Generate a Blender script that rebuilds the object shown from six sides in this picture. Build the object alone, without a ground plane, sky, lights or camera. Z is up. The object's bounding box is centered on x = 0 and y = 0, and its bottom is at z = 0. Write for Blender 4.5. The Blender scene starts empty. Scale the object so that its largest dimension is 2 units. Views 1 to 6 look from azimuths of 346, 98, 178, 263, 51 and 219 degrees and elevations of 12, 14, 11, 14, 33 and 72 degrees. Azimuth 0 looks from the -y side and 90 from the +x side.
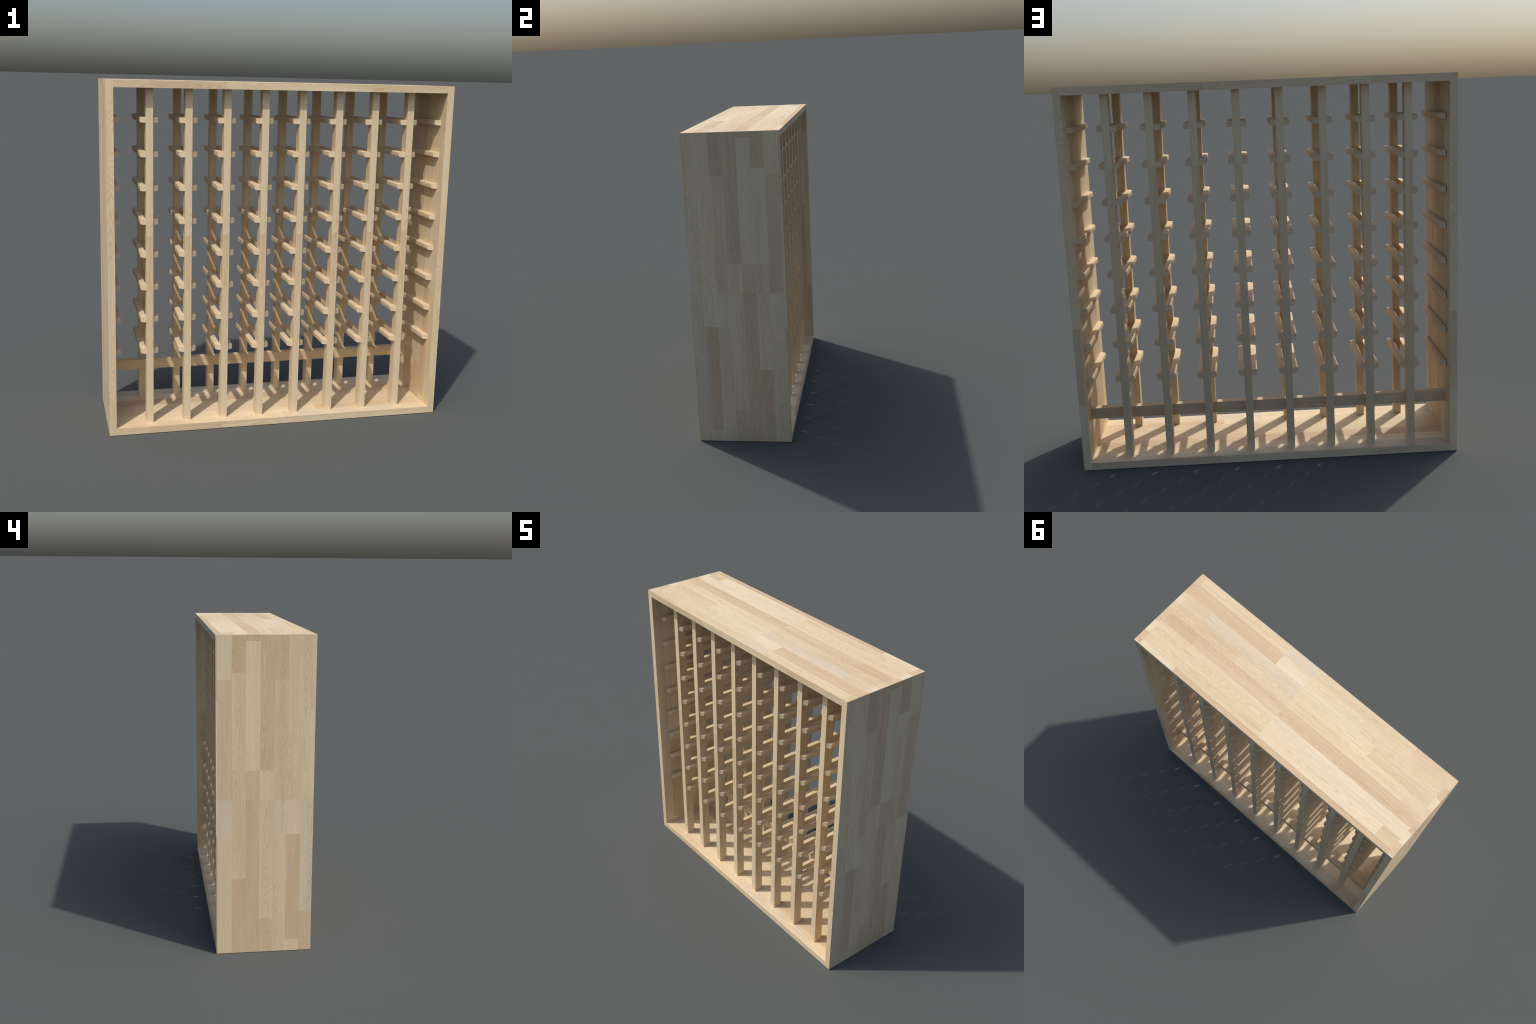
"""Large open wooden wine rack: a glued-stave board carcass, eight post pairs,
eighteen files of bottle rails and one low crossbar.  Metres, z up."""
import bpy, bmesh, math

# ------------------------------------------------------------------ sizes
HALF_W, HALF_D, HEIGHT = 1.0, 0.3, 2.0      # outer carcass
BOARD = 0.04                                # board thickness
FACING = 0.006                              # thickness of the glued staves on a board's core
N_POST = 8
POST_W, POST_D, POST_INSET = 0.04, 0.06, 0.06
RAIL = 0.03                                 # rail width and height
RAIL_ROUND = 0.0055                         # rounding of the two outer edges
RAIL_END = 0.235                            # where the rail ends at its inner edge
RAIL_MITRE = math.tan(math.radians(30))     # ends are cut back towards the aisle
N_LEVEL = 8
WALL_GAP = 0.005                            # rails on one wall stand clear of it
BAR_Z0, BAR_Z1, BAR_Y0, BAR_Y1 = 0.24, 0.30, 0.14, 0.18

IN_W = HALF_W - BOARD
IN_TOP = HEIGHT - BOARD
AISLE = (2 * IN_W - N_POST * POST_W) / (N_POST + 1)
LEVEL_GAP = (IN_TOP - BAR_Z1 - N_LEVEL * RAIL) / (N_LEVEL + 1)

# ------------------------------------------------------------------ wood tones (sRGB of the bare wood)
TONES = {
    "cream":  (227, 209, 179),
    "yellow": (223, 205, 172),
    "light":  (221, 202, 169),
    "mid":    (217, 196, 163),
    "tan":    (210, 186, 153),
    "pink":   (213, 190, 159),
    "grey":   (217, 201, 175),
}


def srgb_to_linear(c):
    c /= 255.0
    return c / 12.92 if c <= 0.04045 else ((c + 0.055) / 1.055) ** 2.4


class Nodes:
    """Small helper for wiring node trees."""

    def __init__(self, tree):
        self.t = tree

    def put(self, sock, val):
        if isinstance(val, bpy.types.NodeSocket):
            self.t.links.new(val, sock)
        else:
            sock.default_value = val

    def math(self, op, a, b=0.0, c=None):
        n = self.t.nodes.new("ShaderNodeMath")
        n.operation = op
        self.put(n.inputs[0], a)
        self.put(n.inputs[1], b)
        if c is not None:
            self.put(n.inputs[2], c)
        return n.outputs[0]

    def xyz(self, x, y, z):
        n = self.t.nodes.new("ShaderNodeCombineXYZ")
        for s, v in zip(n.inputs, (x, y, z)):
            self.put(s, v)
        return n.outputs[0]

    def split(self, v):
        n = self.t.nodes.new("ShaderNodeSeparateXYZ")
        self.put(n.inputs[0], v)
        return n.outputs

    def noise(self, vec, detail=2.0, rough=0.5):
        n = self.t.nodes.new("ShaderNodeTexNoise")
        self.put(n.inputs["Vector"], vec)
        n.inputs["Scale"].default_value = 1.0
        n.inputs["Detail"].default_value = detail
        n.inputs["Roughness"].default_value = rough
        return n.outputs["Fac"]

    def smooth(self, v, lo, hi):
        n = self.t.nodes.new("ShaderNodeMapRange")
        n.interpolation_type = "SMOOTHSTEP"
        self.put(n.inputs["Value"], v)
        n.inputs["From Min"].default_value = lo
        n.inputs["From Max"].default_value = hi
        return n.outputs["Result"]


_mats = {}


def wood(tone, grain, varied):
    """Pale oak of one tone; grain is the axis the fibres follow.
    varied: shift the figure with every object (staves), else keep it (posts, rails)."""
    key = (tone, grain, varied)
    if key in _mats:
        return _mats[key]
    m = bpy.data.materials.new("oak_%s_%s%s" % (tone, grain, "_stave" if varied else ""))
    m.use_nodes = True
    t = m.node_tree
    t.nodes.clear()
    n = Nodes(t)
    co = n.split(t.nodes.new("ShaderNodeTexCoord").outputs["Object"])
    order = {"x": (1, 2, 0), "y": (2, 0, 1), "z": (0, 1, 2)}[grain]
    u, v, w = (co[i] for i in order)
    if varied:
        white = t.nodes.new("ShaderNodeTexWhiteNoise")
        white.noise_dimensions = "1D"
        info = t.nodes.new("ShaderNodeObjectInfo")
        t.links.new(n.math("MULTIPLY", info.outputs["Random"], 917.0), white.inputs["W"])
        sep = t.nodes.new("ShaderNodeSeparateColor")
        t.links.new(white.outputs["Color"], sep.inputs[0])
        r1, r2, r3 = sep.outputs
    else:
        k = list(TONES).index(tone)
        r1, r2, r3 = (0.17 + 0.13 * k) % 1, 0.5, (0.31 + 0.29 * k) % 1
    u = n.math("ADD", u, n.math("MULTIPLY", r1, 5.0))
    v = n.math("ADD", v, n.math("MULTIPLY", r2, 5.0))
    w = n.math("ADD", w, n.math("MULTIPLY", r3, 9.0))

    def at(su, sw):
        return n.xyz(n.math("MULTIPLY", u, su), n.math("MULTIPLY", v, su), n.math("MULTIPLY", w, sw))

    fibre = n.noise(at(290.0, 9.0), 3.0, 0.65)           # fine pores
    streak = n.noise(at(70.0, 1.5), 3.0, 0.55)           # straight growth streaks
    cloud = n.noise(at(11.0, 1.6), 1.0)                  # soft shading along a stave
    pore = n.noise(at(300.0, 42.0), 2.0, 0.6)            # short flecks
    field = n.noise(at(15.0, 1.9), 1.5, 0.3)             # flame figure: contours of a long soft field
    phase = n.math("MULTIPLY", field, 150.0)
    fig_mask = n.smooth(n.noise(at(9.0, 1.2), 0.0), 0.42, 0.58)
    if varied:
        # flat-sawn stave: arches nested about a wandering centre line of the stave
        gen = n.split(t.nodes.new("ShaderNodeTexCoord").outputs["Generated"])
        drift = n.noise(n.xyz(n.math("MULTIPLY", w, 2.6), r1, 0.0), 1.0)
        centre = n.math("ADD", n.math("MULTIPLY_ADD", r1, 0.7, 0.15), n.math("MULTIPLY_ADD", drift, 0.5, -0.25))
        off = n.math("SUBTRACT", gen[1], centre)
        arch = n.noise(n.xyz(r2, n.math("MULTIPLY", w, 2.1), r3), 1.0, 0.35)
        phase = n.math("ADD", n.math("MULTIPLY", n.math("POWER", n.math("ABSOLUTE", off), 1.5), 75.0),
                       n.math("MULTIPLY", arch, 105.0))
        phase = n.math("ADD", phase, n.math("MULTIPLY", n.noise(at(45.0, 9.0), 2.0), 5.0))
        near = n.math("SUBTRACT", 1.0, n.smooth(n.math("ABSOLUTE", off), 0.12, 0.50))
        chosen = n.smooth(r3, 0.22, 0.45)
        fig_mask = n.math("MULTIPLY", chosen, n.math("MULTIPLY_ADD", near, 0.75, 0.25))
    rings = n.math("SINE", n.math("MULTIPLY_ADD", fibre, 3.5, phase))
    rings = n.smooth(rings, -0.3, 1.0)
    figure = n.math("MULTIPLY", rings, n.math("MULTIPLY_ADD", fig_mask, 0.92, 0.08))

    def centred(x, amp):
        return n.math("MULTIPLY_ADD", x, amp, -0.5 * amp)

    f = n.math("ADD", centred(fibre, 0.40), centred(streak, 0.22))
    f = n.math("ADD", f, centred(cloud, 0.19))
    f = n.math("ADD", f, centred(pore, 0.20))
    if varied:
        f = n.math("ADD", f, centred(r2, 0.055))
    f = n.math("ADD", f, 1.025)

    base = [srgb_to_linear(c) for c in TONES[tone]]

    def blend(fac, a, k):
        """Mix colour a towards a brown version of the base wood."""
        mix = t.nodes.new("ShaderNodeMix")
        mix.data_type = "RGBA"
        n.put(mix.inputs["Factor"], fac)
        n.put(mix.inputs["A"], a)
        mix.inputs["B"].default_value = (*(c * q for c, q in zip(base, k)), 1.0)
        return mix.outputs["Result"]

    warm = n.smooth(n.noise(at(16.0, 1.1), 1.0), 0.38, 0.68)
    col = blend(warm, (*base, 1.0), (0.985, 0.955, 0.91))
    col = blend(figure, col, (0.905, 0.845, 0.755))
    scale = t.nodes.new("ShaderNodeVectorMath")
    scale.operation = "SCALE"
    t.links.new(col, scale.inputs[0])
    t.links.new(f, scale.inputs["Scale"])

    bsdf = t.nodes.new("ShaderNodeBsdfPrincipled")
    t.links.new(scale.outputs[0], bsdf.inputs["Base Color"])
    bsdf.inputs["Roughness"].default_value = 0.62
    bsdf.inputs["Specular IOR Level"].default_value = 0.25
    out = t.nodes.new("ShaderNodeOutputMaterial")
    t.links.new(bsdf.outputs[0], out.inputs[0])
    _mats[key] = m
    return m


# ------------------------------------------------------------------ boxes
def pick(cuts, tones, p):
    """Tone at position p of a lamella whose tones change at the cuts (ascending)."""
    i = 0
    while i < len(cuts) and p > cuts[i]:
        i += 1
    return tones[i]


def box_mesh(name, lo, hi, cuts, material):
    """Closed box from lo to hi, its surface divided at the given planes
    (cuts = three lists); material(side, centre) gives each face its wood."""
    grid = [sorted({lo[a], hi[a], *(c for c in cuts[a] if lo[a] + 1e-4 < c < hi[a] - 1e-4)}) for a in range(3)]
    verts, index, faces, mats = [], {}, [], []

    def vert(p):
        if p not in index:
            index[p] = len(verts)
            verts.append(p)
        return index[p]

    for a in range(3):
        b, c = (a + 1) % 3, (a + 2) % 3
        for sgn, val in ((-1, lo[a]), (1, hi[a])):
            for b0, b1 in zip(grid[b], grid[b][1:]):
                for c0, c1 in zip(grid[c], grid[c][1:]):
                    quad = [(b0, c0), (b1, c0), (b1, c1), (b0, c1)]
                    if sgn < 0:
                        quad.reverse()
                    ids, mid = [], [0, 0, 0]
                    for pb, pc in quad:
                        p = [0, 0, 0]
                        p[a], p[b], p[c] = val, pb, pc
                        ids.append(vert(tuple(p)))
                    mid[a], mid[b], mid[c] = val, (b0 + b1) / 2, (c0 + c1) / 2
                    faces.append(ids)
                    mats.append(material("xyz"[a] + ("+" if sgn > 0 else "-"), mid))
    me = bpy.data.meshes.new(name)
    me.from_pydata(verts, [], faces)
    slots = []
    for m in mats:
        if m not in slots:
            slots.append(m)
            me.materials.append(m)
    for poly, m in zip(me.polygons, mats):
        poly.material_index = slots.index(m)
    me.update()
    return me


def add(name, mesh, parent, loc=(0, 0, 0)):
    ob = bpy.data.objects.new(name, mesh)
    bpy.context.scene.collection.objects.link(ob)
    ob.parent = parent
    ob.location = loc
    return ob


# ------------------------------------------------------------------ stave layouts
# one entry per row of staves, from the back of the rack to the front:
# (joints in ascending order along the grain, tones from the low end to the high end)
ROW_A = ([0.783, 1.610], ["tan", "cream", "tan"])
ROW_B = ([0.778, 1.002, 1.737], ["light", "grey", "pink", "yellow"])
ROW_C = ([0.495, 1.000, 1.188, 1.778], ["tan", "light", "mid", "light", "tan"])
ROW_D = ([1.000, 1.186, 1.964], ["tan", "pink", "yellow", "tan"])
ROW_E = ([0.222, 1.000, 1.186], ["pink", "light", "yellow", "pink"])
ROW_F = ([0.780, 1.000, 1.737], ["light", "grey", "mid", "pink"])
ROW_G = ([0.076, 0.779, 1.000, 1.423], ["yellow", "tan", "cream", "yellow", "light"])
ROW_H = ([0.2665, 1.000, 1.550], ["pink", "grey", "yellow", "light"])
ROW_I = ([0.320, 1.280], ["tan", "mid", "pink"])
SIDE_OUT_Y = [0.3, 0.2915, 0.204, 0.121, 0.035, -0.052, -0.1345, -0.2195, -0.3]
SIDE_OUT = [ROW_A, ROW_B, ROW_C, ROW_D, ROW_E, ROW_F, ROW_G, ROW_H]
SIDE_IN_Y = [0.3, 0.262, 0.178, 0.093, 0.0, -0.057, -0.140, -0.226, -0.3]
SIDE_IN = [ROW_C, ROW_D, ROW_B, ROW_I, ROW_E, ROW_H, ROW_G, ROW_F]
SIDE_END = ["cream", "tan", "cream", "pink", "mid", "cream", "tan", "mid"]

LONG_A = ([0.689], ["tan", "cream"])
LONG_B = ([-0.842, 0.0425], ["mid", "cream", "light"])
LONG_C = ([0.0435], ["cream", "light"])
LONG_D = ([0.043, 0.719], ["tan", "pink", "tan"])
LONG_E = ([-0.826, 0.043, 0.465], ["mid", "yellow", "light", "mid"])
LONG_F = ([-0.510, 0.043, 0.774], ["mid", "yellow", "grey", "mid"])
LONG_G = ([-0.385, 0.043, 0.263], ["light", "yellow", "cream", "tan"])
LONG_H = ([-0.696, 0.043, 0.262], ["pink", "light", "grey", "light"])
TOP_Y = [0.3, 0.264, 0.183, 0.098, 0.0135, -0.062, -0.143, -0.2285, -0.3]
TOP_OUT = [LONG_A, LONG_B, LONG_C, LONG_D, LONG_E, LONG_F, LONG_G, LONG_H]
FLOOR_Y = [0.3, 0.285, 0.210, 0.126, 0.036, -0.052, -0.1446, -0.2175, -0.3]
FLOOR_IN = [LONG_A, LONG_H, LONG_C, LONG_D, LONG_E, LONG_B, LONG_G, LONG_F]

# narrow edges of the boards, front (-y) and rear (+y)
SIDE_FRONT = ([0.2225], ["mid", "light"])
SIDE_REAR = ([0.356, 0.777, 1.610], ["light", "pink", "light", "mid"])
LONG_FRONT = ([-0.765, -0.345, 0.491], ["mid", "pink", "light", "mid"])
LONG_REAR = ([-0.569, 0.263, 0.684], ["mid", "light", "pink", "mid"])


def edge_wood(front, rear, grain, axis, flip_end=None):
    """Wood of a board's narrow edges and ends."""
    def material(side, mid):
        if side == "y-":
            return wood(pick(*front, mid[axis]), grain, False)
        if side == "y+":
            return wood(pick(*rear, mid[axis]), grain, False)
        if flip_end:
            return wood(flip_end(mid), "x", False)
        return wood("mid", grain, False)
    return material


def lay_staves(panel, ys, rows, lo, hi, along, grain, narrow, broad, cuts):
    """Glue rows of staves on a panel face.  lo/hi: the box they fill; along: grain axis;
    broad: the two sides that show a stave's own tone; narrow: wood of all other sides."""
    for (y1, y0), (joints, tones) in zip(zip(ys, ys[1:]), rows):
        js = [j for j in joints if lo[along] < j < hi[along]]
        stops = [lo[along], *js, hi[along]]
        for a, b in zip(stops, stops[1:]):
            tone = pick(joints, tones, (a + b) / 2)
            l, h = list(lo), list(hi)
            l[1], h[1] = y0, y1
            l[along], h[along] = a, b
            div = [[], [], []]
            if y0 < -HALF_D + 1e-4 or y1 > HALF_D - 1e-4:
                div[along] = cuts
            own = wood(tone, grain, True)

            def material(side, mid, own=own):
                inside = side[0] == "y" and abs(mid[1]) < HALF_D - 1e-4
                return own if side in broad or inside else narrow(side, mid)
            add("stave", box_mesh("stave", l, h, div, material), panel)


# ------------------------------------------------------------------ the rack
rack = bpy.data.objects.new("wine_rack", None)
bpy.context.scene.collection.objects.link(rack)
rack["label"] = "large open pale oak wine rack with rows of bottle rails"
rack["category"] = "wine rack"

side_ends = list(zip(SIDE_OUT_Y, SIDE_OUT_Y[1:], SIDE_END))


def side_end_tone(mid):
    return next(t for y1, y0, t in side_ends if y0 - 1e-6 <= mid[1] <= y1 + 1e-6)


side_cuts = sorted(SIDE_FRONT[0] + SIDE_REAR[0])
side_narrow = edge_wood(SIDE_FRONT, SIDE_REAR, "z", 2, side_end_tone)
for s in (-1, 1):
    outer, inner = s * HALF_W, s * IN_W

    def span(a, b):
        return min(a, b), max(a, b)
    x0, x1 = span(outer - s * FACING, inner + s * FACING)
    panel = add("side_panel", box_mesh("side_panel", (x0, -HALF_D, 0), (x1, HALF_D, HEIGHT),
                                       [[], SIDE_OUT_Y, side_cuts], side_narrow), rack)
    x0, x1 = span(outer, outer - s * FACING)
    lay_staves(panel, SIDE_OUT_Y, SIDE_OUT, (x0, 0, 0), (x1, 0, HEIGHT), 2, "z",
               side_narrow, ("x+", "x-"), side_cuts)
    x0, x1 = span(inner, inner + s * FACING)
    lay_staves(panel, SIDE_IN_Y, SIDE_IN, (x0, 0, 0), (x1, 0, HEIGHT), 2, "z",
               side_narrow, ("x+", "x-"), side_cuts)

long_cuts = sorted(LONG_FRONT[0] + LONG_REAR[0])
long_narrow = edge_wood(LONG_FRONT, LONG_REAR, "x", 0)
for name, z_low, upper, lower in (("top_panel", IN_TOP, (TOP_Y, TOP_OUT), (FLOOR_Y, FLOOR_IN)),
                                  ("bottom_panel", 0.0, (FLOOR_Y, FLOOR_IN), (TOP_Y, TOP_OUT))):
    panel = add(name, box_mesh(name, (-IN_W, -HALF_D, z_low + FACING), (IN_W, HALF_D, z_low + BOARD - FACING),
                               [long_cuts, [], []], long_narrow), rack)
    for (ys, rows), z in ((upper, z_low + BOARD - FACING), (lower, z_low)):
        lay_staves(panel, ys, rows, (-IN_W, 0, z), (IN_W, 0, z + FACING), 0, "x",
                   long_narrow, ("z+", "z-"), long_cuts)

# posts: one mesh, tones change where the lamellas are end-jointed
POST_FRONT = ([0.437, 1.143], ["light", "mid", "light"])
POST_REAR = ([0.2325, 0.935, 1.590], ["light", "tan", "mid", "light"])
POST_SIDE = ([0.2325, 0.900], ["light", "mid", "tan"])


def post_wood(side, mid):
    rows = {"y-": POST_FRONT, "y+": POST_REAR}.get(side, POST_SIDE)
    return wood(pick(*rows, mid[2] + BOARD), "z", False)


post_mesh = box_mesh("post", (-POST_W / 2, -POST_D / 2, 0), (POST_W / 2, POST_D / 2, IN_TOP - BOARD),
                     [[], [], [c - BOARD for c in POST_FRONT[0] + POST_REAR[0] + POST_SIDE[0]]], post_wood)


# rails: rounded outer edges, mitred ends; "outward" is the side facing the aisle
def rail_mesh(outward):
    section = [(0.0, -RAIL / 2), (0.0, RAIL / 2)]
    for corner in (1, -1):
        for i in range(6):
            a = math.radians(90 - 18 * i) if corner > 0 else math.radians(-18 * i)
            section.append((RAIL - RAIL_ROUND + RAIL_ROUND * math.cos(a),
                            corner * (RAIL / 2 - RAIL_ROUND) + RAIL_ROUND * math.sin(a)))
    bm = bmesh.new()
    rings = []
    for end in (-1, 1):
        rings.append([bm.verts.new((outward * px, end * (RAIL_END - px * RAIL_MITRE), pz)) for px, pz in section])
    k = len(section)
    for i in range(k):
        j = (i + 1) % k
        f = bm.faces.new((rings[0][i], rings[0][j], rings[1][j], rings[1][i]))
        f.smooth = True
    for r in rings:
        bm.faces.new(r).material_index = 0
    bmesh.ops.recalc_face_normals(bm, faces=bm.faces)
    me = bpy.data.meshes.new("rail")
    bm.to_mesh(me)
    bm.free()
    me.materials.append(wood("mid", "y", False))
    me.set_sharp_from_angle(angle=math.radians(30))
    return me


rail_left, rail_right = rail_mesh(-1), rail_mesh(1)
levels = [BAR_Z1 + LEVEL_GAP + RAIL / 2 + i * (LEVEL_GAP + RAIL) for i in range(N_LEVEL)]
files = [(-IN_W + WALL_GAP, rail_right), (IN_W, rail_left)]
post_y = HALF_D - POST_INSET - POST_D / 2
for i in range(N_POST):
    cx = -IN_W + AISLE + POST_W / 2 + i * (AISLE + POST_W)
    for y in (-post_y, post_y):
        add("post", post_mesh, rack, (cx, y, BOARD))
    files += [(cx - POST_W / 2, rail_left), (cx + POST_W / 2, rail_right)]
for x, me in files:
    for z in levels:
        add("rail", me, rack, (x, 0, z))

bar_wood = edge_wood(([-0.35, 0.49], ["mid", "tan", "mid"]), ([-0.57, 0.26], ["mid", "pink", "tan"]), "x", 0)
add("crossbar", box_mesh("crossbar", (-IN_W, BAR_Y0, BAR_Z0), (IN_W, BAR_Y1, BAR_Z1),
                         [[-0.57, -0.35, 0.26, 0.49], [], []], bar_wood), rack)
bpy.context.view_layer.update()
